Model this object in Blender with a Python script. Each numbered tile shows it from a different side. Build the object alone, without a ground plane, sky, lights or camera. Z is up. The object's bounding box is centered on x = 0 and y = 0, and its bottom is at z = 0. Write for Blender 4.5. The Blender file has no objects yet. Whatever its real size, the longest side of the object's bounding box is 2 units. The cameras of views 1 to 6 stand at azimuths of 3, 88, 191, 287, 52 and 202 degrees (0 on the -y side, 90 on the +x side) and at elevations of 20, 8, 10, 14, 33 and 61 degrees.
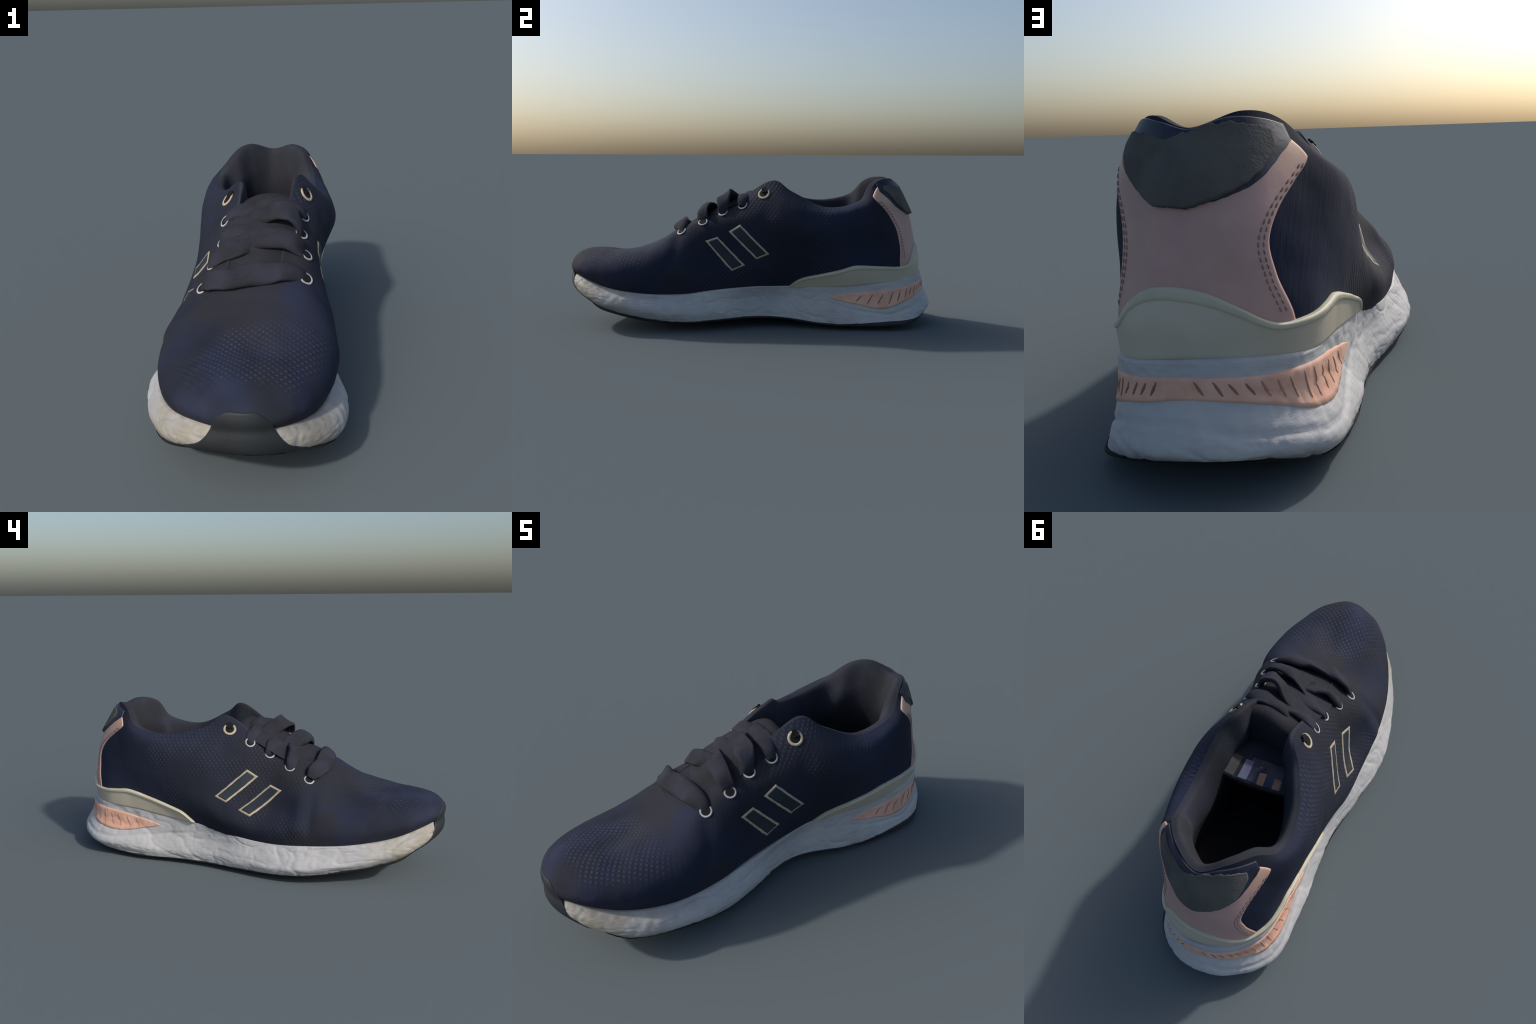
# A low-cut running shoe: knit upper, thick foam sole, laces, heel parts.
import bpy, bmesh, math
import numpy as np
from mathutils import Vector, noise
from mathutils.bvhtree import BVHTree

# ----------------------------------------------------------------------------
# 1. Control profiles.  24 stations run round the shoe: 0 = middle of the heel,
#    1-11 along the outer (+x) side, 12 = tip of the toe, 13-23 back along the
#    inner (-x) side.  Every station holds a short vertical profile.
# ----------------------------------------------------------------------------
#  sole profile: lower edge, widest bulge, waist, upper lip
SOLE = {}
SOLE[0] = [(.060, .945, .070), (.070, 1.00, .108), (.080, .956, .220), (.085, .942, .290)]
SOLE[1] = [(.220, .920, .056), (.215, .948, .096), (.204, .910, .195), (.204, .906, .278)]
SOLE[2] = [(.322, .815, .032), (.304, .820, .085), (.285, .806, .170), (.283, .796, .263)]
SOLE[3] = [(.326, .580, .024), (.318, .580, .080), (.298, .580, .160), (.292, .580, .240)]
SOLE[4] = [(.294, .360, .030), (.290, .360, .090), (.272, .360, .160), (.265, .360, .225)]
SOLE[5] = [(.242, .170, .050), (.236, .170, .100), (.222, .170, .170), (.234, .170, .225)]
SOLE[6] = [(.248, .000, .058), (.248, .000, .110), (.244, .000, .170), (.264, .000, .224)]
SOLE[7] = [(.300, -.18, .055), (.308, -.18, .100), (.294, -.18, .160), (.291, -.18, .214)]
SOLE[8] = [(.332, -.36, .050), (.350, -.36, .100), (.336, -.36, .150), (.306, -.36, .195)]
SOLE[9] = [(.322, -.58, .065), (.372, -.57, .125), (.356, -.57, .170), (.316, -.57, .198)]
SOLE[10] = [(.288, -.788, .110), (.332, -.782, .155), (.311, -.785, .198), (.272, -.772, .222)]
SOLE[11] = [(.172, -.872, .142), (.202, -.930, .190), (.194, -.942, .238), (.172, -.926, .266)]
SOLE[12] = [(.030, -.908, .160), (.036, -.985, .210), (.030, -.998, .250), (.025, -.993, .288)]
SOLE[13] = [(-.105, -.868, .142), (-.150, -.920, .192), (-.143, -.922, .235), (-.120, -.905, .263)]
SOLE[14] = [(-.242, -.790, .115), (-.268, -.782, .155), (-.255, -.783, .195), (-.232, -.768, .226)]
SOLE[15] = [(-.316, -.580, .077), (-.342, -.575, .114), (-.321, -.570, .160), (-.306, -.570, .196)]
SOLE[16] = [(-.360, -.36, .045), (-.378, -.36, .082), (-.339, -.36, .140), (-.318, -.36, .178)]
SOLE[17] = [(-.345, -.18, .032), (-.358, -.18, .070), (-.317, -.18, .130), (-.294, -.18, .170)]
SOLE[18] = [(-.304, .000, .026), (-.312, .000, .066), (-.281, .000, .140), (-.275, .000, .185)]
SOLE[19] = [(-.264, .180, .022), (-.268, .180, .068), (-.241, .180, .150), (-.236, .180, .220)]
SOLE[20] = [(-.252, .360, .022), (-.262, .360, .065), (-.228, .360, .150), (-.217, .360, .240)]
SOLE[21] = [(-.248, .580, .020), (-.260, .580, .070), (-.214, .580, .160), (-.206, .580, .264)]
SOLE[22] = [(-.198, .800, .036), (-.226, .836, .085), (-.180, .805, .180), (-.172, .785, .275)]
SOLE[23] = [(-.078, .910, .068), (-.088, .962, .104), (-.070, .918, .200), (-.060, .905, .290)]
#  upper profile: seam, lower side, middle, shoulder, near the edge, edge
UPPER = {}
UPPER[0] = [(.085, .912, .272), (.085, .918, .370), (.085, .902, .460), (.087, .880, .560), (.087, .842, .680), (.082, .792, .772)]
UPPER[1] = [(.196, .888, .258), (.198, .880, .360), (.200, .840, .460), (.207, .805, .560), (.209, .771, .700), (.183, .735, .803)]
UPPER[2] = [(.268, .778, .250), (.278, .780, .350), (.290, .738, .460), (.306, .702, .560), (.291, .679, .700), (.246, .651, .780)]
UPPER[3] = [(.280, .560, .230), (.320, .560, .340), (.332, .550, .460), (.345, .550, .570), (.326, .560, .650), (.280, .575, .685)]
UPPER[4] = [(.250, .380, .215), (.300, .380, .330), (.330, .380, .430), (.373, .380, .545), (.348, .385, .625), (.282, .390, .655)]
UPPER[5] = [(.224, .200, .215), (.275, .200, .325), (.308, .200, .430), (.355, .200, .560), (.330, .200, .655), (.255, .210, .735)]
UPPER[6] = [(.238, .050, .212), (.272, .050, .310), (.288, .045, .430), (.302, .045, .570), (.264, .070, .690), (.200, .105, .788)]
UPPER[7] = [(.262, -.16, .202), (.292, -.15, .300), (.290, -.14, .420), (.275, -.13, .540), (.222, -.115, .632), (.165, -.09, .674)]
UPPER[8] = [(.292, -.35, .185), (.328, -.35, .280), (.322, -.35, .380), (.285, -.36, .472), (.220, -.38, .534), (.130, -.40, .527)]
UPPER[9] = [(.300, -.57, .188), (.335, -.57, .270), (.325, -.56, .355), (.280, -.555, .412), (.195, -.535, .449), (.040, -.462, .477)]
UPPER[10] = [(.250, -.765, .210), (.276, -.780, .280), (.258, -.765, .350), (.208, -.745, .392), (.135, -.715, .412), (.030, -.635, .398)]
UPPER[11] = [(.156, -.914, .252), (.172, -.945, .308), (.152, -.930, .356), (.122, -.895, .392), (.078, -.850, .411), (.024, -.770, .410)]
UPPER[12] = [(.025, -.972, .272), (.028, -1.00, .310), (.026, -.992, .350), (.024, -.955, .388), (.022, -.908, .408), (.022, -.835, .413)]
UPPER[13] = [(-.108, -.895, .252), (-.131, -.926, .308), (-.118, -.910, .354), (-.086, -.875, .388), (-.042, -.838, .405), (.024, -.770, .410)]
UPPER[14] = [(-.220, -.765, .215), (-.234, -.768, .280), (-.206, -.755, .336), (-.155, -.735, .368), (-.080, -.710, .390), (.030, -.635, .398)]
UPPER[15] = [(-.292, -.57, .185), (-.300, -.57, .260), (-.270, -.57, .312), (-.210, -.555, .345), (-.105, -.535, .391), (.040, -.462, .477)]
UPPER[16] = [(-.308, -.36, .168), (-.316, -.36, .255), (-.283, -.36, .328), (-.238, -.36, .392), (-.158, -.370, .463), (-.065, -.402, .502)]
UPPER[17] = [(-.290, -.17, .160), (-.306, -.16, .250), (-.226, -.14, .355), (-.174, -.14, .452), (-.112, -.12, .572), (-.055, -.10, .625)]
UPPER[18] = [(-.265, .030, .178), (-.296, .040, .270), (-.231, .055, .380), (-.168, .060, .535), (-.106, .075, .675), (-.045, .120, .755)]
UPPER[19] = [(-.232, .200, .208), (-.266, .200, .315), (-.241, .200, .430), (-.213, .210, .560), (-.167, .215, .650), (-.108, .230, .702)]
UPPER[20] = [(-.208, .380, .228), (-.235, .390, .350), (-.245, .400, .460), (-.242, .400, .570), (-.219, .400, .640), (-.170, .400, .668)]
UPPER[21] = [(-.196, .570, .243), (-.208, .580, .350), (-.221, .580, .460), (-.224, .575, .570), (-.208, .575, .670), (-.168, .580, .701)]
UPPER[22] = [(-.165, .760, .255), (-.170, .775, .360), (-.158, .762, .460), (-.154, .735, .570), (-.139, .692, .700), (-.098, .668, .786)]
UPPER[23] = [(-.055, .880, .262), (-.060, .888, .360), (-.060, .878, .460), (-.060, .855, .570), (-.050, .804, .690), (-.025, .742, .806)]

NST = 24
PER = 24                      # columns per station
NC = NST * PER


def ring(table):
    return np.array([table[i] for i in range(NST)], float)      # stations x levels x 3


def around(a, s):
    """periodic Catmull-Rom in the station direction; s in stations, array"""
    s = np.asarray(s, float) % NST
    i = np.floor(s).astype(int)
    f = (s - i).reshape(-1, *([1] * (a.ndim - 1)))
    p0, p1, p2, p3 = (a[(i + k) % NST] for k in (-1, 0, 1, 2))
    return .5 * (2 * p1 + (p2 - p0) * f + (2 * p0 - 5 * p1 + 4 * p2 - p3) * f ** 2 + (3 * p1 - p0 - 3 * p2 + p3) * f ** 3)


def spline(pts, n, start=None, end=None):
    """centripetal Catmull-Rom through pts (k x 3), n samples per span"""
    pts = np.asarray(pts, float)
    a = 2 * pts[0] - pts[1] if start is None else np.asarray(start, float)
    b = 2 * pts[-1] - pts[-2] if end is None else np.asarray(end, float)
    q = np.vstack([a, pts, b])
    out = []
    for i in range(1, len(q) - 2):
        p0, p1, p2, p3 = q[i - 1:i + 3]
        t0 = 0.
        t1 = t0 + max(np.linalg.norm(p1 - p0), 1e-5) ** .5
        t2 = t1 + max(np.linalg.norm(p2 - p1), 1e-5) ** .5
        t3 = t2 + max(np.linalg.norm(p3 - p2), 1e-5) ** .5
        t = np.linspace(t1, t2, n, endpoint=False)[:, None]
        a1 = (t1 - t) / (t1 - t0) * p0 + (t - t0) / (t1 - t0) * p1
        a2 = (t2 - t) / (t2 - t1) * p1 + (t - t1) / (t2 - t1) * p2
        a3 = (t3 - t) / (t3 - t2) * p2 + (t - t2) / (t3 - t2) * p3
        b1 = (t2 - t) / (t2 - t0) * a1 + (t - t0) / (t2 - t0) * a2
        b2 = (t3 - t) / (t3 - t1) * a2 + (t - t1) / (t3 - t1) * a3
        out.append((t2 - t) / (t2 - t1) * b1 + (t - t1) / (t2 - t1) * b2)
    out.append(pts[-1:])
    return np.vstack(out)


S_ALL = np.arange(NC) / PER
RU, RS = ring(UPPER), ring(SOLE)
LEV = around(RU, S_ALL)                      # columns x levels x 3
# vamp: both sides share the ridge line (stations 9..15)
for j in range(12 * PER + 1, 15 * PER + 1):
    LEV[j, 5] = LEV[NC - j, 5]
# the throat closes just behind the ridge's end: both edges run together
for j in range(8 * PER, 9 * PER + 1):
    g = min(1, (j / PER - 8) / .5)
    g = g * g * (3 - 2 * g)
    mid = (LEV[j, 5] + LEV[NC - j, 5]) / 2
    for q in (j, NC - j):
        LEV[q, 5] = LEV[q, 5] * (1 - g) + mid * g
SUB = 8
COLS = []
for j in range(NC):
    ghost = None
    if 8.5 * PER <= j <= 15.5 * PER:
        ghost = LEV[(NC - j) % NC, 4] if abs(j - 12 * PER) > 4 else LEV[j, 5] + np.array([0, .12, 0])
    COLS.append(spline(LEV[j], SUB, end=ghost))
U = np.array(COLS)                           # NC x NT x 3
NT = U.shape[1]
# even out the loft
for _ in range(6):
    core = (np.roll(U, 1, 0) + np.roll(U, -1, 0)) / 2
    V = U.copy()
    V[:, :-1] = .5 * U[:, :-1] + .5 * core[:, :-1]
    W = V.copy()
    W[:, 1:-1] = .6 * V[:, 1:-1] + .2 * (V[:, 2:] + V[:, :-2])
    U = W


def normals(P, wrap=True):
    if wrap:
        ds = np.roll(P, -1, 0) - np.roll(P, 1, 0)
    else:
        ds = np.gradient(P, axis=0)
    dt = np.gradient(P, axis=1)
    n = np.cross(ds, dt)
    n /= np.maximum(np.linalg.norm(n, axis=2, keepdims=True), 1e-9)
    return n


# soft dents and slack in the knit, and the flex crease behind the toe box
UN = normals(U)
if np.sum(UN[3 * PER, 10] * np.array([1, 0, 0])) < 0:
    UN = -UN
for j in range(NC):
    for k in range(3, NT - 2):
        p = U[j, k]
        fade = min(1, (k - 2) / 6, (NT - 2 - k) / 6)
        d = .0030 * noise.noise(Vector(p * 5)) + .0025 * noise.noise(Vector(p * 14))
        # crease: runs down from the lowest eyelet to the sole on the inner side
        if p[0] < 0:
            c = p[1] + .375 + .05 * (p[2] - .35) + .012 * noise.noise(Vector(p * 9))
            d += (-.006 * math.exp(-(c / .022) ** 2) + .007 * math.exp(-((c - .06) / .035) ** 2)) * min(1, max(0, (.47 - p[2]) / .08)) * min(1, max(0, (p[2] - .2) / .06))
        else:
            c = p[1] + .43 - .25 * (p[2] - .35)
            d += -.005 * math.exp(-(c / .03) ** 2) * min(1, max(0, (p[2] - .25) / .08))
        U[j, k] += UN[j, k] * d * fade
UN = normals(U)
if np.sum(UN[3 * PER, 10] * np.array([1, 0, 0])) < 0:
    UN = -UN


def at(s, z, lift=0.):
    """point and outward normal of the upper at station s and height z"""
    c = (s % NST) * PER
    i = int(math.floor(c)) % NC
    f = c - math.floor(c)
    col = U[i] * (1 - f) + U[(i + 1) % NC] * f
    nor = UN[i] * (1 - f) + UN[(i + 1) % NC] * f
    k = int(np.clip(np.searchsorted(np.maximum.accumulate(col[:, 2]), z), 1, NT - 1))
    g = np.clip((z - col[k - 1, 2]) / max(col[k, 2] - col[k - 1, 2], 1e-6), 0, 1)
    p = col[k - 1] * (1 - g) + col[k] * g
    n = nor[k - 1] * (1 - g) + nor[k] * g
    n = n / np.linalg.norm(n)
    return p + n * lift, n


# ----------------------------------------------------------------------------
# 2. Materials
# ----------------------------------------------------------------------------
class Mat:
    def __init__(self, name, rough=.8, spec=.3):
        self.m = bpy.data.materials.new(name)
        self.m.use_nodes = True
        self.t = self.m.node_tree
        self.b = self.t.nodes["Principled BSDF"]
        self.b.inputs["Roughness"].default_value = rough
        self.b.inputs["Specular IOR Level"].default_value = spec
        self.co = self.t.nodes.new("ShaderNodeTexCoord").outputs["Object"]

    def link(self, a, b):
        self.t.links.new(a, b)

    def node(self, kind, **kw):
        n = self.t.nodes.new("ShaderNode" + kind)
        for k, v in kw.items():
            setattr(n, k, v)
        return n

    def put(self, sock, v):
        if isinstance(v, (int, float)):
            sock.default_value = v
        elif isinstance(v, tuple):
            sock.default_value = (*v, 1) if len(v) == 3 and len(sock.default_value) == 4 else v
        else:
            self.link(v, sock)

    def math(self, op, a, b=0., clamp=False):
        n = self.node("Math", operation=op, use_clamp=clamp)
        self.put(n.inputs[0], a)
        self.put(n.inputs[1], b)
        return n.outputs[0]

    def mix(self, f, a, b):
        n = self.node("Mix", data_type="RGBA")
        self.put(n.inputs[0], f)
        self.put(n.inputs[6], a)
        self.put(n.inputs[7], b)
        return n.outputs[2]

    def mapped(self, scale=(1, 1, 1), rot=(0, 0, 0), loc=(0, 0, 0)):
        n = self.node("Mapping")
        n.inputs["Scale"].default_value = scale
        n.inputs["Rotation"].default_value = rot
        n.inputs["Location"].default_value = loc
        self.link(self.co, n.inputs["Vector"])
        return n.outputs[0]

    def noise(self, scale, detail=3., rough=.5, vec=None):
        n = self.node("TexNoise")
        n.inputs["Scale"].default_value = scale
        n.inputs["Detail"].default_value = detail
        n.inputs["Roughness"].default_value = rough
        self.link(vec if vec is not None else self.co, n.inputs["Vector"])
        return n.outputs["Fac"]

    def voronoi(self, scale, feature="F1", vec=None, out="Distance"):
        n = self.node("TexVoronoi", feature=feature)
        n.inputs["Scale"].default_value = scale
        self.link(vec if vec is not None else self.co, n.inputs["Vector"])
        return n.outputs[out]

    def ramp(self, f, lo, hi, smooth=True):
        n = self.node("MapRange", interpolation_type="SMOOTHSTEP" if smooth else "LINEAR")
        self.put(n.inputs["Value"], f)
        n.inputs["From Min"].default_value = lo
        n.inputs["From Max"].default_value = hi
        return n.outputs[0]

    def xyz(self):
        n = self.node("SeparateXYZ")
        self.link(self.co, n.inputs[0])
        return n.outputs

    def bump(self, h, strength=.3, dist=.004):
        n = self.node("Bump")
        n.inputs["Strength"].default_value = strength
        n.inputs["Distance"].default_value = dist
        self.link(h, n.inputs["Height"])
        self.link(n.outputs[0], self.b.inputs["Normal"])

    def color(self, c):
        self.put(self.b.inputs["Base Color"], c)
        return self.m


def wave(m, direction, freq):
    """sin of a plane wave along 'direction' in object space, 0..1"""
    n = m.node("VectorMath", operation="DOT_PRODUCT")
    m.link(m.co, n.inputs[0])
    n.inputs[1].default_value = direction
    return m.math("MULTIPLY_ADD", m.math("SINE", m.math("MULTIPLY", n.outputs["Value"], freq)), .5), n


def sin01(m, direction, freq):
    n = m.node("VectorMath", operation="DOT_PRODUCT")
    m.link(m.co, n.inputs[0])
    n.inputs[1].default_value = direction
    s = m.math("SINE", m.math("MULTIPLY", n.outputs["Value"], freq))
    return m.math("ADD", m.math("MULTIPLY", s, .5), .5)


def knit_material():
    m = Mat("navy_knit", .85, .2)
    x, y, z = m.xyz()
    geo = m.node("NewGeometry")
    # open mesh holes on a diamond lattice, strongest on the toe box and quarter
    f = 2 * math.pi / .0195
    a = sin01(m, (.75, .66, .35), f)
    b = sin01(m, (-.75, .66, .35), f)
    dots = m.math("MULTIPLY", a, b)
    c = sin01(m, (0, .8, .6), f * 1.15)
    d = sin01(m, (0, .8, -.6), f * 1.15)
    dots_side = m.math("MULTIPLY", c, d)
    # fine ribbing
    rib = sin01(m, (.25, .95, .2), 2 * math.pi / .0085)
    toe = m.math("MULTIPLY", m.ramp(y, -.52, -.66), m.ramp(y, -.93, -.87))
    toe = m.math("MULTIPLY", toe, m.ramp(z, .335, .40))
    side = m.math("MULTIPLY", m.math("MULTIPLY", m.ramp(m.noise(3.2, 2), .40, .6), m.ramp(y, -.45, -.25)), m.ramp(y, .62, .40))
    patch = m.noise(2.6, 3)
    base = m.mix(m.ramp(patch, .35, .68), (.0150, .0182, .0295), (.0185, .0240, .0500))
    grey = m.math("MULTIPLY", m.ramp(m.noise(3.6, 3), .46, .62), m.ramp(y, .15, -.10))  # skylight on toe and eyestay painted in as greyer knit
    base = m.mix(m.math("MULTIPLY", grey, .7), base, (.0235, .0240, .0275))
    blue = m.math("MULTIPLY", m.ramp(y, -.45, -.8), m.ramp(m.noise(4.5, 3), .40, .62))
    base = m.mix(m.math("MULTIPLY", blue, .5), base, (.032, .038, .075))
    base = m.mix(m.math("MULTIPLY", m.math("MULTIPLY", m.ramp(dots, .25, .75), m.math("MULTIPLY", toe, m.ramp(m.noise(6, 2), .25, .7))), .68), base, (.078, .094, .150))
    base = m.mix(m.math("MULTIPLY", m.math("MULTIPLY", m.ramp(dots_side, .2, .8), side), .45), base, (.050, .056, .092))
    base = m.mix(m.math("MULTIPLY", rib, .10), base, (.012, .013, .018))
    h = m.math("ADD", m.math("MULTIPLY", dots, m.math("ADD", toe, .15)), m.math("MULTIPLY", dots_side, side))
    h = m.math("ADD", h, m.math("MULTIPLY", rib, .05))
    h = m.math("ADD", h, m.math("MULTIPLY", m.noise(14, 3), .8))
    m.bump(h, .38, .005)
    return m.color(base)


def cloth(name, c1, c2, scale=6., rough=.9, bump=.3, fine=150.):
    m = Mat(name, rough, .2)
    m.bump(m.math("ADD", m.noise(fine, 2), m.noise(fine * .12, 3)), bump, .004)
    return m.color(m.mix(m.ramp(m.noise(scale, 4), .35, .65), c1, c2))


def foam_material():
    m = Mat("white_foam", .6, .35)
    x, y, z = m.xyz()
    n = m.noise(5, 5, .6)
    base = m.mix(m.ramp(n, .3, .7), (.41, .41, .418), (.51, .508, .505))
    # scuffed, yellowed foam towards the toe
    grime = m.math("MULTIPLY", m.ramp(y, -.55, -.90), m.ramp(m.noise(11, 5, .65), .30, .60))
    base = m.mix(m.math("MULTIPLY", grime, .9), base, (.29, .255, .185))
    base = m.mix(m.math("MULTIPLY", m.ramp(y, -.66, -.86), .55), base, (.30, .285, .25))
    # street dirt packed along the toe's lower edge
    street = m.math("MULTIPLY", m.ramp(y, -.60, -.84), m.ramp(m.math("ADD", z, m.math("MULTIPLY", m.noise(13, 4, .7), .06)), .205, .150))
    base = m.mix(m.math("MULTIPLY", street, .85), base, (.075, .075, .072))
    # grey smudges along the lower edge
    dirt = m.math("MULTIPLY", m.ramp(m.noise(9, 6, .7), .52, .72), m.ramp(m.noise(2.5, 2), .4, .6))
    base = m.mix(m.math("MULTIPLY", dirt, .45), base, (.33, .31, .28))
    st = m.noise(7, 4, .6, m.mapped((1, .35, 3.2)))
    m.bump(m.math("ADD", st, m.math("MULTIPLY", m.noise(40, 3), .25)), .45, .012)
    return m.color(base)


def plain(name, c1, c2, scale=8., rough=.6, bump=.15, spec=.35):
    m = Mat(name, rough, spec)
    m.bump(m.noise(60, 3), bump, .004)
    return m.color(m.mix(m.ramp(m.noise(scale, 4), .35, .65), c1, c2))


KNIT = knit_material()
LINING = cloth("lining_cloth", (.024, .026, .032), (.032, .035, .050), 5)
TONGUE = cloth("tongue_cloth", (.020, .021, .026), (.027, .029, .040), 6)
LACE = cloth("lace_cord", (.021, .022, .027), (.029, .031, .046), 9, .9, .4, 120)
FOAM = foam_material()
RUBBER = plain("black_rubber", (.018, .019, .021), (.035, .036, .036), 7, .75)
BUMPER = plain("grey_green_rubber", (.015, .018, .021), (.022, .026, .030), 6, .6)
PINK_M = Mat("dusty_pink_leather", .5, .35)
PINK_M.bump(PINK_M.noise(60, 3), .1, .004)
PINK = PINK_M.color(PINK_M.mix(PINK_M.ramp(PINK_M.math("ADD", PINK_M.xyz()[2], PINK_M.math("MULTIPLY", PINK_M.noise(12, 3), .05)), .675, .735),
                               PINK_M.mix(PINK_M.ramp(PINK_M.noise(4, 4), .35, .65), (.47, .29, .262), (.55, .345, .305)), (.58, .375, .275)))
SALMON = plain("salmon_rubber", (.70, .385, .275), (.76, .46, .345), 14, .6)
GROOVE = plain("brown_groove", (.27, .125, .09), (.34, .16, .12), 10, .8)
GROOVE_PALE = plain("dark_salmon_groove", (.42, .22, .16), (.50, .27, .20), 10, .8)
CREAM = plain("cream_plastic", (.48, .45, .335), (.55, .515, .395), 6, .5)
OLIVE = plain("olive_grey_plastic", (.50, .448, .350), (.55, .495, .395), 5, .5)
TAB = cloth("charcoal_felt", (.082, .081, .074), (.112, .109, .100), 8, .95, .4)
NAVYEDGE = plain("navy_binding", (.010, .013, .028), (.030, .036, .062), 14, .45)
TAN = plain("tan_trim", (.36, .30, .215), (.46, .395, .29), 20, .6)
STRIPE = plain("dark_green_grey_patch", (.016, .022, .032), (.024, .032, .042), 10, .6)
WHITE = plain("white_metal", (.26, .26, .28), (.42, .42, .43), 20, .4)
HOLE = plain("dark_hole", (.004, .004, .005), (.006, .006, .007), 10, .9)
INSOLE = cloth("dark_insole", (.010, .011, .014), (.016, .017, .022), 6)  # colour darkened to near black for the unlit interior's shade
BLUEPRINT = plain("pale_blue_print", (.10, .115, .19), (.13, .15, .23), 10, .8)
SALMON_DULL = plain("dull_salmon_weave", (.24, .13, .10), (.30, .17, .13), 12, .8)
GREYCLOTH = cloth("grey_label_cloth", (.060, .060, .062), (.08, .08, .08), 9)
THREAD = plain("brown_thread", (.25, .165, .14), (.31, .21, .175), 12, .8)

# ----------------------------------------------------------------------------
# 3. Object helpers
# ----------------------------------------------------------------------------
ROOT = bpy.data.objects.new("running_shoe", None)
bpy.context.scene.collection.objects.link(ROOT)
ROOT["label"] = "navy knit running shoe, white foam sole, pink heel"
ROOT["category"] = "running shoe"


def add(name, verts, faces, mat, parent=ROOT, smooth=True, weld=0.):
    me = bpy.data.meshes.new(name)
    me.from_pydata([tuple(map(float, v)) for v in verts], [], [tuple(map(int, f)) for f in faces])
    bm = bmesh.new()
    bm.from_mesh(me)
    if weld:
        bmesh.ops.remove_doubles(bm, verts=bm.verts, dist=weld)
    bmesh.ops.recalc_face_normals(bm, faces=bm.faces)
    bm.to_mesh(me)
    bm.free()
    if smooth:
        me.polygons.foreach_set("use_smooth", [True] * len(me.polygons))
    me.materials.append(mat)
    ob = bpy.data.objects.new(name, me)
    bpy.context.scene.collection.objects.link(ob)
    ob.parent = parent
    return ob


def grid_faces(n, m, wrap=False, off=0):
    f = []
    for i in range(n if wrap else n - 1):
        for j in range(m - 1):
            a, b = i * m + j, ((i + 1) % n) * m + j
            f.append((a + off, b + off, b + 1 + off, a + 1 + off))
    return f


def patch(name, P, N, h, mat, parent=ROOT, sink=.006, relief=None):
    """A thin panel lying on the upper: raised grid, rounded edge, skirt sunk in."""
    P, N = np.asarray(P), np.asarray(N)
    n, m = P.shape[:2]
    lift = np.full((n, m), h)
    if relief is not None:
        lift = lift + relief
    edge = np.zeros((n, m), bool)
    edge[0] = edge[-1] = True
    edge[:, 0] = edge[:, -1] = True
    lift[edge] -= h * .45
    top = P + N * lift[..., None]
    verts = list(top.reshape(-1, 3))
    faces = grid_faces(n, m)
    loop = [i * m for i in range(n)] + [(n - 1) * m + j for j in range(1, m)] + [i * m + m - 1 for i in range(n - 2, -1, -1)] + [j for j in range(m - 2, 0, -1)]
    base = len(verts)
    flat_p, flat_n = P.reshape(-1, 3), N.reshape(-1, 3)
    for k in loop:
        verts.append(flat_p[k] - flat_n[k] * sink)
    for q in range(len(loop)):
        a, b = loop[q], loop[(q + 1) % len(loop)]
        faces.append((a, base + q, base + (q + 1) % len(loop), b))
    return add(name, verts, faces, mat, parent)


def lerp_table(tab, s):
    xs = [t[0] for t in tab]
    ys = [t[1] for t in tab]
    return float(np.interp(s, xs, ys))


def smooth_table(tab, s):
    """Catmull-Rom through (s, value) pairs"""
    xs = np.array([t[0] for t in tab], float)
    ys = np.array([t[1] for t in tab], float)
    s = min(max(s, xs[0]), xs[-1])
    i = int(np.clip(np.searchsorted(xs, s) - 1, 0, len(xs) - 2))
    h = xs[i + 1] - xs[i]
    d = np.gradient(ys, xs)
    f = (s - xs[i]) / h
    return float((1 + 2 * f) * (1 - f) ** 2 * ys[i] + f * (1 - f) ** 2 * h * d[i] + f * f * (3 - 2 * f) * ys[i + 1] + f * f * (f - 1) * h * d[i + 1])


def band(name, low, high, mat, h, parent=ROOT, n=160, m=14, fn=at, **kw):
    """panel between two height curves low(s), high(s), both tables of (s, z)"""
    s0, s1 = max(low[0][0], high[0][0]), min(low[-1][0], high[-1][0])
    P, N = np.zeros((n, m, 3)), np.zeros((n, m, 3))
    for i in range(n):
        s = s0 + (s1 - s0) * i / (n - 1)
        a, b = smooth_table(low, s), smooth_table(high, s)
        b = max(b, a + .002)
        for j in range(m):
            P[i, j], N[i, j] = fn(s, a + (b - a) * j / (m - 1))
    return patch(name, P, N, h, mat, parent, **kw)


# ----------------------------------------------------------------------------
# 4. Sole: foam midsole, outsole, salmon inset
# ----------------------------------------------------------------------------
SL = around(RS, S_ALL)
SC = np.array([spline(SL[j], 14) for j in range(NC)])
# rounded lip: the foam turns inwards under the upper
centre = np.stack([np.full(NC, .03), np.clip(SL[:, 0, 1], -.72, .66), np.zeros(NC)], 1)
inward = centre - SC[:, -1]
inward[:, 2] = 0
inward /= np.linalg.norm(inward, axis=1, keepdims=True)
lip1 = SC[:, -1] + inward * .012 + np.array([0, 0, .004])
lip2 = SC[:, -1] + inward * .045 + np.array([0, 0, -.004])
SP = np.concatenate([SC, lip1[:, None], lip2[:, None]], 1)
SN = normals(SP)
if SN[3 * PER, 10, 0] < 0:
    SN = -SN


def lumps(p, scale, seed):
    return noise.noise(Vector((p[0] * scale + seed, p[1] * scale, p[2] * scale)))


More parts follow.
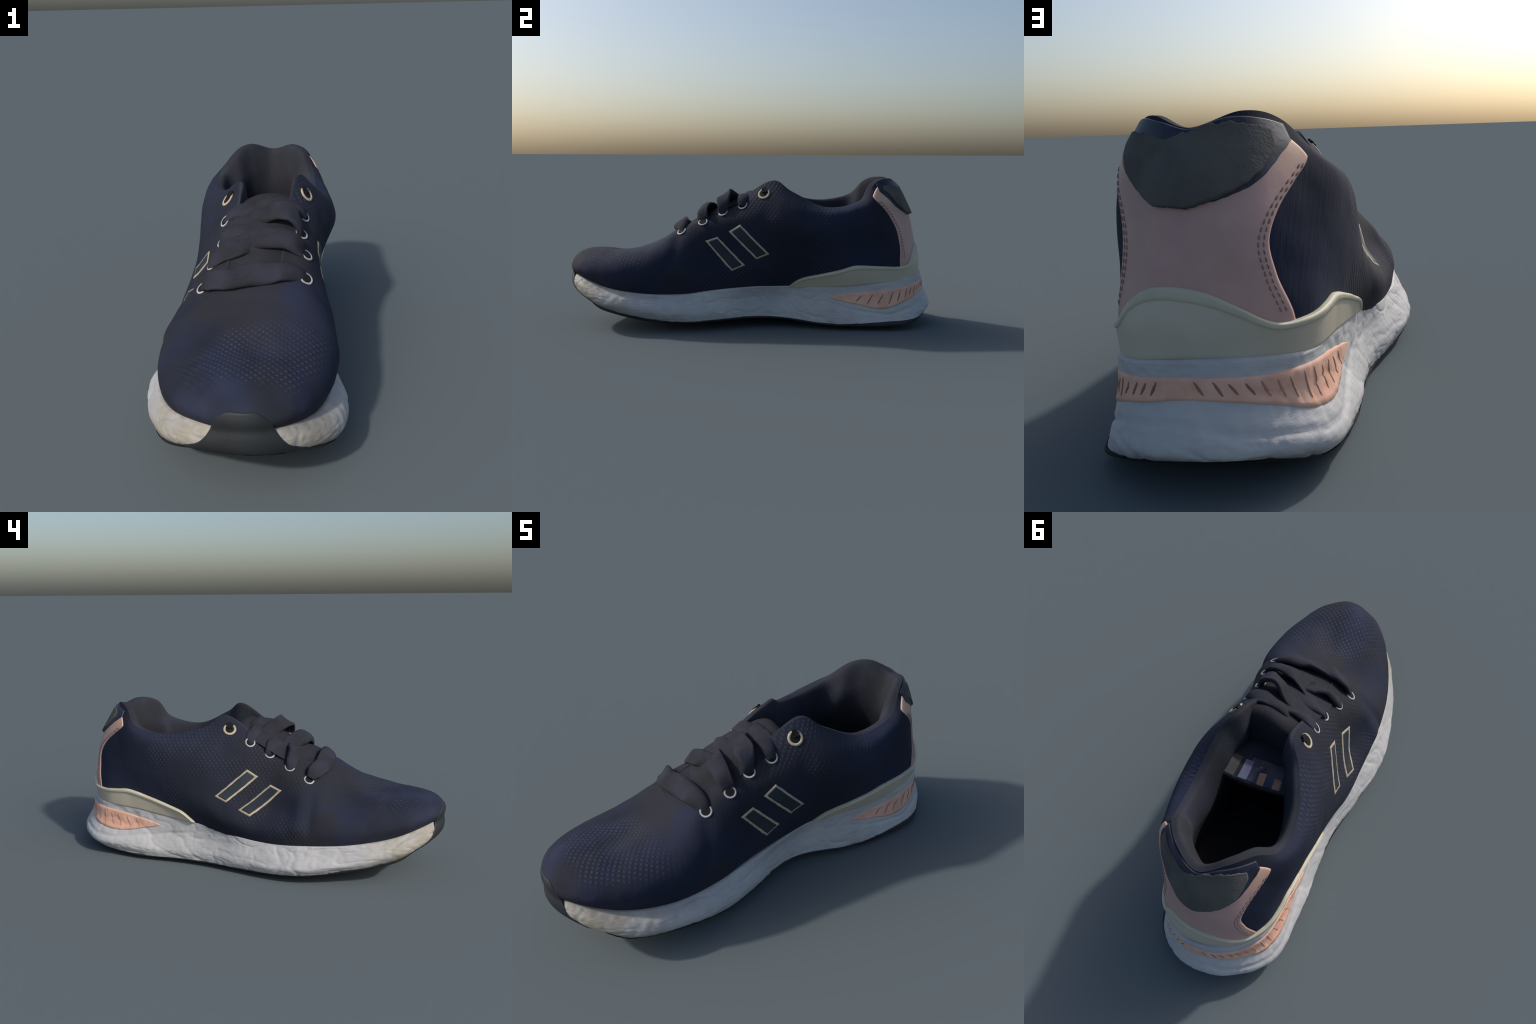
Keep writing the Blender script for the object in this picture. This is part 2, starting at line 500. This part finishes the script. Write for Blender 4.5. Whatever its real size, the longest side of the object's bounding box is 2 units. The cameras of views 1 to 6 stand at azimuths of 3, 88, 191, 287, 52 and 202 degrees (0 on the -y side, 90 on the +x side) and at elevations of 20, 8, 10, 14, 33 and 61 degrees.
# hand-moulded unevenness of the foam: folds, dents, and the moulded groove
# that runs below the inset
for j in range(NC):
    st_ = j / PER
    st_ = st_ - NST if st_ > 12 else st_
    groove = np.interp(st_, [-4.6, -3.4, -2.5, -1.3, 0, 1.4, 2.4, 3.2, 4], [.170, .140, .108, .135, .172, .135, .085, .110, .160])
    deep = np.interp(st_, [-4.6, -4, -2, 2.5, 3.6, 4], [0, 1, 1, 1, .6, 0])
    for k in range(1, SC.shape[1] - 1):
        p = SP[j, k]
        q = p * np.array([1, 1, 1.7])
        fold = 1 - abs(lumps(q, 7, 3.)) * 2
        fine = 1 - abs(lumps(q, 19, 8.)) * 2
        d = .0035 * lumps(p, 8, 14.) - .0036 * max(fold, 0) ** 7 - .0022 * max(fine, 0) ** 6 + .0015 * lumps(p, 45, 5.)
        wob = groove + .006 * lumps(p, 6, 21.)
        d -= .006 * deep * math.exp(-((p[2] - wob) / .006) ** 2)
        SP[j, k] += SN[j, k] * d
SN = normals(SP)
if SN[3 * PER, 10, 0] < 0:
    SN = -SN
MIDSOLE = add("midsole", SP.reshape(-1, 3), grid_faces(NC, SP.shape[1], True), FOAM)


def sole_at(s, z, lift=0.):
    c = (s % NST) * PER
    i = int(math.floor(c)) % NC
    f = c - math.floor(c)
    col = SP[i] * (1 - f) + SP[(i + 1) % NC] * f
    nor = SN[i] * (1 - f) + SN[(i + 1) % NC] * f
    k = int(np.clip(np.searchsorted(np.maximum.accumulate(col[:, 2]), z), 1, len(col) - 3))
    g = np.clip((z - col[k - 1, 2]) / max(col[k, 2] - col[k - 1, 2], 1e-6), 0, 1)
    p = col[k - 1] * (1 - g) + col[k] * g
    n = nor[k - 1] * (1 - g) + nor[k] * g
    n = n / np.linalg.norm(n)
    return p + n * lift, n


# outsole: a dark tread sheet wrapped round the lower edge
edge = SP[:, 0]
cen = np.stack([np.interp(edge[:, 1], [-.9, -.4, 0, .4, .97], [.025, -.005, -.01, .03, .06]), np.clip(edge[:, 1], -.80, .80), np.zeros(NC)], 1)
rows = []


def under(y):
    """height of the tread along the shoe: heel and ball low, arch and toe lifted"""
    return np.interp(y, [-.95, -.90, -.85, -.80, -.70, -.60, -.45, -.30, -.15, 0, .15, .30, .45, .60, .75, .85, .95], [.200, .165, .134, .106, .068, .044, .026, .020, .030, .036, .032, .018, .004, .000, .006, .028, .080])


outw = edge - cen
outw[:, 2] = 0
outw /= np.maximum(np.linalg.norm(outw, axis=1, keepdims=True), 1e-6)
# the tread climbs the foam at the toe and, a little, at the heel
for back in (1., .5):
    climb = np.interp(np.arange(NC) / PER, [0, 1, 2.4, 3.5, 8.5, 9.6, 10.6, 11.4, 12, 12.6, 13.4, 14.4, 15.5, 21, 22.5, 24], [3, 5, 6, 2, 2, 4, 9, 12, 13, 12, 9, 5, 2, 2, 2, 3]) * back
    lo = np.floor(climb).astype(int)
    fr = (climb - lo)[:, None]
    jj = np.arange(NC)
    rows.append(SP[jj, lo] * (1 - fr) + SP[jj, lo + 1] * fr + SN[jj, lo] * .003)
rows.append(edge + outw * .004)
for f, g in ((.06, .35), (.16, .75), (.32, 1.), (.6, 1.), (.85, 1.), (1., 1.)):
    r = edge * (1 - f) + cen * f
    r[:, 2] = np.minimum(edge[:, 2], edge[:, 2] * (1 - g) + under(r[:, 1]) * g)
    rows.append(r)
OS = np.stack(rows, 1)
OS[..., 2] = np.maximum(OS[..., 2], 0)
OUTSOLE = add("outsole", OS.reshape(-1, 3), grid_faces(NC, OS.shape[1], True), RUBBER, weld=.0003)

# salmon inset wrapped round the heel, with slanting ribs
INSET_LOW = [(-3.6, .187), (-3.2, .165), (-2.6, .141), (-2.05, .153), (-1.3, .188), (-.6, .209), (0, .214), (.7, .196), (1.4, .174), (2.03, .145), (2.45, .116), (2.8, .119), (3.04, .135), (3.4, .150), (3.75, .172)]
INSET_HIGH = [(-3.6, .189), (-3.35, .206), (-3, .222), (-2.5, .242), (-2, .250), (-1.3, .252), (-.6, .258), (0, .260), (.7, .251), (1.4, .239), (2.03, .224), (2.8, .207), (3.45, .189), (3.75, .175)]
INSET = band("sole_inset", INSET_LOW, INSET_HIGH, SALMON, .004, MIDSOLE, 260, 10, sole_at)


def rib(s, parent, slant, length, mat=GROOVE):
    a, b = smooth_table(INSET_LOW, s) + .008, smooth_table(INSET_HIGH, s) - .006
    mid = (a + b) / 2
    a, b = mid - (mid - a) * length, mid + (b - mid) * length
    n = 10
    P, N = np.zeros((n, 3, 3)), np.zeros((n, 3, 3))
    for i in range(n):
        f = i / (n - 1)
        for j in range(3):
            w = .0052 * math.sin(math.pi * (.12 + .76 * f))
            q, nn = sole_at(s + slant * (f - .5), a + (b - a) * f)
            tang = np.cross(nn, (0, 0, 1.))
            tang /= np.linalg.norm(tang)
            P[i, j] = q + tang * w * (j - 1)
            N[i, j] = nn
    return patch("inset_groove", P, N, .0062, mat, parent)


rng = np.random.default_rng(5)
for k in range(12):                       # outer side
    s = .45 + k * .235
    rib(s + rng.uniform(-.02, .02), MIDSOLE, -.14, rng.uniform(.7, 1.))
for k in range(13):                       # inner side
    s = -.30 - k * .225
    rib(s + rng.uniform(-.02, .02), MIDSOLE, .12, rng.uniform(.7, 1.), GROOVE if k < 4 else GROOVE_PALE)

# ----------------------------------------------------------------------------
# 5. Upper, lining, insole, tongue
# ----------------------------------------------------------------------------
UPPER_OB = add("upper", U.reshape(-1, 3), grid_faces(NC, NT, True), KNIT, weld=.0004)

# gusset closing the front of the throat, under the lowest lace
GU = []
for j in range(int(7.5 * PER), int(8.55 * PER)):
    a, b = U[j, -1], U[NC - j, -1]
    GU.append([a * (1 - g) + b * g + np.array([0, 0, .010 * math.sin(math.pi * g) * min(1, np.linalg.norm(a - b) / .15) - .002]) for g in np.linspace(-.04, 1.04, 14)])
GU = np.array(GU)
add("throat_gusset", GU.reshape(-1, 3), grid_faces(*GU.shape[:2]), KNIT)

# lining: rolls over the edge and down the inside (stations 16.2 .. 7.8 via heel)
cols = list(range(int(16.0 * PER), NC)) + list(range(0, int(8.0 * PER) + 1))
LN = []
for j in cols:
    s = j / PER
    q = U[j, -1]
    spine = np.array([.045, np.clip(q[1], -.6, .42), 0])
    back = np.clip((q[1] - .05) / .2, 0, 1)                # thick padding only round the ankle
    d = spine - q
    d[2] = 0
    d /= max(np.linalg.norm(d), 1e-6)
    t = .018 + .043 * back
    deep = .055 + .03 * back
    low = U[j, SUB]                                        # lower side of the outer wall
    LN.append(spline([q, q + d * t * .5 + (0, 0, .004 - .008 * back), q + d * t + (0, 0, -deep), q + d * t * 1.1 + (0, 0, -deep - .09),
                      np.array([*(.5 * (q + d * t * .9) + .5 * (low + d * .07))[:2], .40]), np.array([*(low + d * .07)[:2], .24])], 6))
LN = np.array(LN)
for _ in range(3):
    LN[1:-1] = .5 * LN[1:-1] + .25 * (LN[2:] + LN[:-2])
LINING_OB = add("collar_lining", LN.reshape(-1, 3), grid_faces(len(cols), LN.shape[1]), LINING)

# insole: a dished sheet that closes the floor
rim = U[:, 2].copy()
cen2 = np.stack([np.full(NC, .03), np.clip(rim[:, 1], -.78, .72), np.zeros(NC)], 1)


def floor_z(y):
    """footbed height: flat, rising under the tongue and at the heel"""
    return np.interp(y, [-.9, .55, .72], [.25, .25, .31])


rr = []
for f in (0.0, .1, .2, .3, .4, .5, .6, .7, .8, .9, 1.):
    r = rim * (1 - f) + cen2 * f
    k = min(1, f * 2.3)
    r[:, 2] = rim[:, 2] * (1 - k) + np.minimum(floor_z(r[:, 1]), U[:, -1, 2] - .09) * k
    rr.append(r)
INS = np.stack(rr, 1)
INSOLE_OB = add("insole", INS.reshape(-1, 3), grid_faces(NC, INS.shape[1], True), INSOLE, weld=.0005)


# tongue: between the two eyestays, rising to the front of the opening
TG = []
n = 40
for i in range(n):
    f = i / (n - 1)
    y = -.43 + f * .46
    z = float(np.interp(y, [-.43, -.42, -.40, -.31, -.2, -.1, .03], [.455, .475, .505, .568, .622, .671, .724]))
    xl = float(np.interp(y, [-.5, -.42, -.2, 0, .03], [-.05, -.10, -.11, -.07, -.05]))
    xr = float(np.interp(y, [-.5, -.42, -.2, 0, .03], [.13, .17, .205, .205, .20]))
    zl, zr = z - .045, z - .012
    zc = z + .004
    TG.append(spline([(xl, y + .03, zl), ((xl * 2 + xr) / 3, y + .02, zc - .006), ((xl + xr * 2) / 3, y, zc + .006), (xr, y, zr)], 10))
TG = list(np.array(TG))
last = TG[-1]
TG.append(last + np.array([0, .020, -.003]))
TG.append(last + np.array([0, .038, -.016]))
TG.append(last + np.array([0, .046, -.045]))
TG.append(last + np.array([0, .050, -.085]))
TG.append(last + np.array([0, .060, -.160]))
TG = np.array(TG)
TONGUE_OB = add("tongue", TG.reshape(-1, 3), grid_faces(*TG.shape[:2]), TONGUE)


# tongue lining: slopes from the tongue's top edge down into the shoe and ends in a lip
def slope(u, v):
    """u 0..1 from the inner (-x) to the outer side, v 0..1 from the top edge to the lip"""
    y = .035 + .258 * v + .012 * (1 - u)
    x = (-.055 - .035 * v) * (1 - u) + (.215 + .060 * v) * u
    z = .545 * (1 - v) + .548 * v + .018 * math.sin(math.pi * v) + .03 * (2 * u - 1) ** 2 * v + .010 * noise.noise(Vector((u * 4, v * 3, 2)))
    return np.array([x, y, z])


def slope_patch(name, u0, u1, v0, v1, mat, h, parent, n=24, m=24):
    P = np.array([[slope(u0 + (u1 - u0) * i / (n - 1), v0 + (v1 - v0) * j / (m - 1)) for j in range(m)] for i in range(n)])
    N = normals(P, False)
    if N[n // 2, m // 2, 2] < 0:
        N = -N
    return patch(name, P, N, h, mat, parent, sink=.02 if parent is ROOT else .004)


TLIN = slope_patch("tongue_lining", 0, 1, 0, 1, TONGUE, .012, ROOT, 40, 40)
slope_patch("tongue_label", .08, .62, .50, .965, NAVYEDGE, .0145, TLIN)
slope_patch("label_stripe", .54, .66, .60, .96, BLUEPRINT, .0165, TLIN)
slope_patch("label_stripe", .31, .41, .74, .955, SALMON_DULL, .0165, TLIN)
slope_patch("label_stripe", .11, .21, .78, .955, SALMON_DULL, .0165, TLIN)
slope_patch("label_panel", .70, .95, .58, .97, GREYCLOTH, .0145, TLIN)
# small raised woven strokes above the stripes, too worn to read as letters
for u, v, w, l in ((.15, .64, .035, .012), (.20, .66, .010, .05), (.26, .64, .035, .012), (.27, .69, .012, .035), (.32, .66, .010, .05), (.37, .65, .030, .012), (.42, .64, .010, .05), (.22, .56, .05, .012), (.36, .56, .03, .012)):
    slope_patch("label_thread", u, u + w, v, v + l, SALMON_DULL, .016, TLIN, 4, 4)

# ----------------------------------------------------------------------------
# 6. Panels on the upper
# ----------------------------------------------------------------------------
CLIP_LOW = [(-4.75, .226), (-4, .238), (-3, .262), (-2.5, .268), (-2, .272), (-1, .286), (0, .285), (1, .274), (2, .260), (3, .238), (4.1, .224), (5.0, .220)]
CLIP_HIGH = [(-4.75, .229), (-4.45, .276), (-4, .308), (-3.4, .342), (-3.0, .362), (-2.75, .370), (-2.4, .364), (-1.9, .356), (-1.35, .361), (-.85, .400), (-.4, .433), (.1, .444), (.6, .434), (1.1, .400), (1.5, .355), (2.05, .338), (2.35, .342), (2.65, .347), (3.1, .350), (3.5, .327), (4.1, .300), (4.75, .262), (5.0, .228)]
CLIP_MID = [(s, lerp_table(CLIP_LOW, s) + (z - lerp_table(CLIP_LOW, s)) * .80) for s, z in CLIP_HIGH]
CLIP = band("heel_clip", CLIP_LOW, CLIP_HIGH, OLIVE, .012, ROOT, 220, 16)
LIP = band("clip_lip", CLIP_MID, CLIP_HIGH, CREAM, .0160, CLIP, 220, 6)

COUNTER_LOW = [(-2.05, .34), (-1, .36), (0, .42), (1, .37), (1.9, .33)]


def side_edge(z, side):
    """station of the counter's border at height z (the border bows towards the back)"""
    if side > 0:
        return smooth_table([(.30, 1.95), (.36, 1.92), (.46, 1.62), (.54, 1.52), (.61, 1.75), (.66, 2.05), (.70, 2.35), (.76, 2.45)], z)
    return smooth_table([(.30, -1.72), (.36, -1.70), (.46, -1.45), (.54, -1.33), (.60, -1.52), (.65, -1.85), (.695, -2.22), (.76, -2.3)], z)


def panel(name, low, high, mat, h, left, right, parent=ROOT, n=90, m=60, **kw):
    """panel between heights low..high(u) whose side borders follow left(z), right(z)"""
    P, N = np.zeros((n, m, 3)), np.zeros((n, m, 3))
    for j in range(m):
        v = j / (m - 1)
        for i in range(n):
            u = i / (n - 1)
            z = low(u) * (1 - v) + high(u) * v
            s = left(z) * (1 - u) + right(z) * u
            P[i, j], N[i, j] = at(s, z)
    return patch(name, P, N, h, mat, parent, **kw)


COUNTER = panel("heel_counter", lambda u: .33 + .06 * math.sin(math.pi * u), lambda u: smooth_table([(0, .70), (.06, .735), (.5, .72), (.94, .745), (1, .712)], u), PINK, .004,
                lambda z: side_edge(z, -1), lambda z: side_edge(z, 1))
# two rows of stitches along each border
for side in (-1, 1):
    for rowk, off in enumerate((.10, .19)):
        zs = np.arange(.385, .69, .0155)
        vs, fs = [], []
        for z in zs:
            s = side_edge(z, side) - side * off
            a, na = at(s, z - .0045, .0042)
            b, nb = at(side_edge(z + .009, side) - side * off, z + .0045, .0042)
            t = (b - a) / np.linalg.norm(b - a)
            w = np.cross(na, t)
            k = len(vs)
            for q, rad in ((a - t * .0015, .0008), (a + t * .002, .0024), (b - t * .002, .0024), (b + t * .0015, .0008)):
                for ang in range(6):
                    th = ang * math.pi / 3
                    vs.append(q + (w * math.cos(th) + na * math.sin(th)) * rad)
            for r in range(3):
                for ang in range(6):
                    fs.append((k + r * 6 + ang, k + r * 6 + (ang + 1) % 6, k + (r + 1) * 6 + (ang + 1) % 6, k + (r + 1) * 6 + ang))
        st = add("stitching", vs, fs, THREAD, COUNTER)
        st["kind"] = "stuff"

def ragged(u, seed, a=.006):
    return a * noise.noise(Vector((u * 9, seed, 0))) + a * .5 * noise.noise(Vector((u * 31, seed, 4)))


# heel pull tab: navy binding under a charcoal felt flap
def tab_high(u):
    return .80
BIND = panel("tab_binding", lambda u: smooth_table([(0, .735), (.1, .70), (.25, .64), (.45, .612), (.6, .612), (.8, .655), (.93, .705), (1, .735)], u) + ragged(u, 1.),
             lambda u: smooth_table([(0, .770), (.12, .785), (.3, .792), (.5, .768), (.65, .785), (.85, .795), (1, .775)], u), NAVYEDGE, .007,
             lambda z: -1.95, lambda z: 2.0)
FLAP = panel("heel_tab", lambda u: smooth_table([(0, .735), (.1, .680), (.28, .627), (.5, .602), (.66, .620), (.85, .680), (1, .740)], u) + ragged(u, 7.),
             lambda u: smooth_table([(0, .755), (.14, .775), (.34, .776), (.55, .750), (.75, .760), (1, .762)], u) + ragged(u, 3., .009), TAB, .011,
             lambda z: -1.55, lambda z: 1.75, relief=np.array([[.010 * (1 - j / 59) ** 2 * min(1, 4 * i / 89, 4 * (89 - i) / 89) for j in range(60)] for i in range(90)]))

# toe bumper
P, N = np.zeros((60, 44, 3)), np.zeros((60, 44, 3))
for i in range(60):
    u = i / 59
    for j in range(44):
        v = j / 43
        z = .152 + (.352 - .152) * v - (.045 * (2 * u - 1) ** 6) * v
        half = np.interp(z, [.15, .19, .215, .25, .30, .35], [1.25, 1.12, .80, .66, .60, .50])
        sta = 11.98 + half * (2 * u - 1)
        pu, nu = at(sta, z)
        ps, ns = sole_at(sta, z)
        hub = np.array([.025, -.72])
        far = np.linalg.norm(pu[:2] - hub) > np.linalg.norm(ps[:2] - hub)
        if z > .285 or (z > .25 and far):
            P[i, j], N[i, j] = pu, nu
        else:
            P[i, j], N[i, j] = ps, ns
for _ in range(14):
    for A in (P, N):
        A[:, 1:-1] = .5 * A[:, 1:-1] + .25 * (A[:, 2:] + A[:, :-2])
        A[1:-1] = .5 * A[1:-1] + .25 * (A[2:] + A[:-2])
N /= np.linalg.norm(N, axis=2, keepdims=True)
patch("toe_bumper", P, N, .0045, BUMPER, ROOT)

# two outlined bars on each side
BVH = BVHTree.FromPolygons([Vector(v) for v in U.reshape(-1, 3)], grid_faces(NC, NT, True))


def quad_panel(name, c, mat, h, parent, shrink=0., n=12, m=32, seed=0):
    """flat four-cornered badge with straight sides, dropped on the wall; shrink in metres"""
    c = np.array(c, float)
    w, l = np.linalg.norm(c[1] - c[0]), np.linalg.norm(c[3] - c[0])
    a, b = shrink / w, shrink / l
    P, N = np.zeros((n, m, 3)), np.zeros((n, m, 3))
    for i in range(n):
        for j in range(m):
            u, v = a + (1 - 2 * a) * i / (n - 1), b + (1 - 2 * b) * j / (m - 1)
            # slightly wavy hand-cut sides
            u += .0022 / w * noise.noise(Vector((v * 7, seed, i > n / 2))) * abs(2 * u - 1)
            q = (c[0] * (1 - u) + c[1] * u) * (1 - v) + (c[3] * (1 - u) + c[2] * u) * v
            hit, nor, _, _ = BVH.find_nearest(Vector(q))
            nor = np.array(nor)
            if nor[0] * q[0] < 0:
                nor = -nor
            P[i, j], N[i, j] = np.array(hit), nor
    for _ in range(3):
        N[1:-1] = .5 * N[1:-1] + .25 * (N[2:] + N[:-2])
        N[:, 1:-1] = .5 * N[:, 1:-1] + .25 * (N[:, 2:] + N[:, :-2])
    N /= np.linalg.norm(N, axis=2, keepdims=True)
    return patch(name, P, N, h, mat, parent)


STRIPES = [
    [(.282, -.183, .499), (.278, -.248, .474), (.301, -.108, .317), (.290, -.037, .346)],
    [(.284, -.065, .565), (.281, -.125, .527), (.291, .022, .378), (.283, .092, .409)],
    [(-.163, -.023, .508), (-.166, -.082, .475), (-.240, .066, .344), (-.233, .129, .372)],
    [(-.176, -.150, .440), (-.195, -.214, .418), (-.270, -.068, .290), (-.251, -.001, .310)],
]
for k, q in enumerate(STRIPES):
    quad_panel("stripe", q, TAN, .0028, UPPER_OB, seed=k)
    quad_panel("stripe_patch", q, STRIPE, .0042, UPPER_OB, shrink=.0085, seed=k + 9)

# ----------------------------------------------------------------------------
# 7. Eyelets and laces
# ----------------------------------------------------------------------------
def surface_normal(p):
    d = np.linalg.norm(U - np.asarray(p), axis=2)
    i = np.unravel_index(np.argmin(d), d.shape)
    return U[i], UN[i]


def torus(R, r, n=28, m=8):
    v, f = [], []
    for i in range(n):
        a = 2 * math.pi * i / n
        for j in range(m):
            b = 2 * math.pi * j / m
            v.append(((R + r * math.cos(b)) * math.cos(a), (R + r * math.cos(b)) * math.sin(a), r * .6 * math.sin(b)))
            f.append((i * m + j, ((i + 1) % n) * m + j, ((i + 1) % n) * m + (j + 1) % m, i * m + (j + 1) % m))
    return v, f


def disc(R, n=24):
    v = [(0, 0, .001)] + [(R * math.cos(2 * math.pi * i / n), R * math.sin(2 * math.pi * i / n), 0) for i in range(n)]
    return v, [(0, 1 + i, 1 + (i + 1) % n) for i in range(n)]


def eyelet_meshes(R, r, mat):
    def mk(name, vf, mt):
        me = bpy.data.meshes.new(name)
        me.from_pydata(vf[0], [], vf[1])
        me.polygons.foreach_set("use_smooth", [True] * len(me.polygons))
        me.materials.append(mt)
        return me
    return mk("eyelet", torus(R, r), mat), mk("eyelet_hole", disc(R), HOLE)


RING_S, HOLE_S = eyelet_meshes(.0225, .0046, WHITE)
RING_L, HOLE_L = eyelet_meshes(.0275, .0068, TAN)
EYES_OUT = [(.224, -.053, .664), (.207, -.152, .618), (.221, -.260, .565), (.222, -.373, .525)]
EYES_IN = [(-.095, -.016, .630), (-.098, -.124, .577), (-.128, -.240, .521), (-.158, -.341, .476)]
for pts, ring_me, hole_me in (([(.235, .068, .717), (-.084, .091, .690)], RING_L, HOLE_L), (EYES_OUT + EYES_IN, RING_S, HOLE_S)):
    for p in pts:
        q, nrm = surface_normal(p)
        rot = Vector(nrm).to_track_quat("Z", "Y")
        for me, lift in ((ring_me, .0005), (hole_me, .0022)):
            ob = bpy.data.objects.new(me.name, me)
            bpy.context.scene.collection.objects.link(ob)
            ob.parent = UPPER_OB
            ob.location = Vector(q + nrm * lift)
            ob.rotation_mode = "QUATERNION"
            ob.rotation_quaternion = rot


def torn_hole(p, seed):
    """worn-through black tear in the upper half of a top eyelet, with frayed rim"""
    q, nrm = surface_normal(p)
    up = np.array([0, 0, 1.]) - nrm * nrm[2]
    up /= np.linalg.norm(up)
    side = np.cross(up, nrm)
    r = np.random.default_rng(seed)
    v, f = [q + nrm * .0075 + up * .019], []
    n = 18
    for i in range(n):
        a = 2 * math.pi * i / n
        rad = .0165 * (1 + r.uniform(-.3, .3))
        v.append(q + nrm * (.0065 + .004 * r.uniform()) + up * (.019 + rad * math.sin(a)) + side * rad * math.cos(a))
    for i in range(n):
        v.append(q - nrm * .02 + (v[1 + i] - q - nrm * .0065) * 1.02)
    for i in range(n):
        k = (i + 1) % n
        f += [(0, 1 + i, 1 + k), (1 + i, 1 + n + i, 1 + n + k, 1 + k)]
    add("eyelet_tear", v, f, HOLE, UPPER_OB, smooth=False)


torn_hole((.235, .068, .717), 3)
torn_hole((-.084, .091, .690), 4)


def ribbon(name, pts, width, thick, tilt, mat, parent=ROOT):
    """flat lace swept along pts; width may vary per control point"""
    path = spline(pts, 12)
    n = len(path)
    ws = np.interp(np.linspace(0, 1, n), np.linspace(0, 1, len(width)), width)
    tl = np.interp(np.linspace(0, 1, n), np.linspace(0, 1, len(tilt)), tilt)
    T = np.gradient(path, axis=0)
    T /= np.linalg.norm(T, axis=1, keepdims=True)
    verts = []
    m = 20
    for i in range(n):
        W = np.array([0, math.cos(tl[i]), math.sin(tl[i])])
        W = W - T[i] * (W @ T[i])
        W /= np.linalg.norm(W)
        N = np.cross(T[i], W)
        for j in range(m):
            a = 2 * math.pi * j / m
            c, s = math.cos(a), math.sin(a)
            e = .55
            q = path[i] + W * ws[i] / 2 * math.copysign(abs(c) ** e, c) + N * thick / 2 * math.copysign(abs(s) ** .8, s)
            # slack folds along the lace and lumps
            fold = .0045 * math.sin(3.2 * c + 5 * lumps(path[i], 6, 2.)) * min(1, ws[i] / .08)
            verts.append(q + N * (fold + .008 * lumps(q, 15, 4.)) + np.array([0, .006, 0]) * lumps(q, 11, 9.))
    faces = []
    for i in range(n - 1):
        for j in range(m):
            faces.append((i * m + j, i * m + (j + 1) % m, (i + 1) * m + (j + 1) % m, (i + 1) * m + j))
    faces.append(tuple(range(m)))
    faces.append(tuple((n - 1) * m + j for j in range(m)))
    return add(name, verts, faces, mat, parent)


LACES = [
    # straight bar over the vamp
    ([(-.150, -.346, .480), (-.128, -.362, .512), (-.05, -.390, .538), (.06, -.392, .556), (.13, -.385, .564), (.195, -.372, .543), (.220, -.365, .515)], [.05, .085, .10, .105, .10, .075, .045], .028, [.45, .45, .5, .55, .5, .45, .45]),
    # second pair: an arch on the outer side and one on the inner side
    ([(.222, -.255, .545), (.207, -.263, .592), (.155, -.262, .634), (.090, -.248, .636), (.02, -.200, .606), (-.05, -.140, .580)], [.05, .075, .095, .105, .095, .06], .024, [.6, .7, .75, .7, .5, .45]),
    ([(-.132, -.235, .508), (-.118, -.242, .552), (-.070, -.246, .588), (-.015, -.240, .600), (.055, -.212, .604), (.135, -.165, .612)], [.05, .07, .085, .095, .09, .06], .024, [.5, .5, .5, .5, .45, .45]),
    # third pair: the tall slack loop on the outer side
    ([(.208, -.150, .600), (.202, -.154, .655), (.165, -.150, .700), (.125, -.138, .706), (.05, -.085, .668), (-.03, -.035, .645)], [.05, .075, .095, .10, .095, .06], .024, [.55, .5, .45, .45, .4, .4]),
    ([(-.100, -.120, .565), (-.088, -.125, .604), (-.035, -.128, .632), (.03, -.128, .636), (.09, -.108, .645), (.155, -.075, .640)], [.05, .07, .085, .095, .085, .06], .024, [.5] * 6),
    # top pair, drawn tight across the tongue
    ([(.226, -.050, .655), (.200, -.048, .694), (.150, -.038, .715), (.09, -.030, .714), (.03, -.012, .695), (-.03, .01, .67)], [.045, .07, .085, .09, .085, .06], .023, [.45] * 6),
    ([(-.097, -.014, .620), (-.080, -.016, .655), (-.040, -.022, .682), (.01, -.026, .690), (.07, -.03, .694), (.13, -.04, .68)], [.045, .065, .08, .085, .075, .05], .023, [.45] * 6),
]
for pts, w, th, tilt in LACES:
    # slack laces lie a little low, each twisted its own way
    k = LACES.index((pts, w, th, tilt))
    sag = [0 if q == 0 else (.004 if k in (1, 3) else -.006) for q in range(len(pts))]
    pts = [(p[0], p[1], p[2] + g) for p, g in zip(pts, sag)]
    tw = rng.uniform(-.42, .42, len(tilt))
    w = [q * rng.uniform(.78, .95) for q in w]
    ribbon("lace", pts, w, th, list(np.array(tilt) + tw), LACE)

# ----------------------------------------------------------------------------
# 8. stand the shoe on z = 0
# ----------------------------------------------------------------------------
bpy.context.view_layer.update()
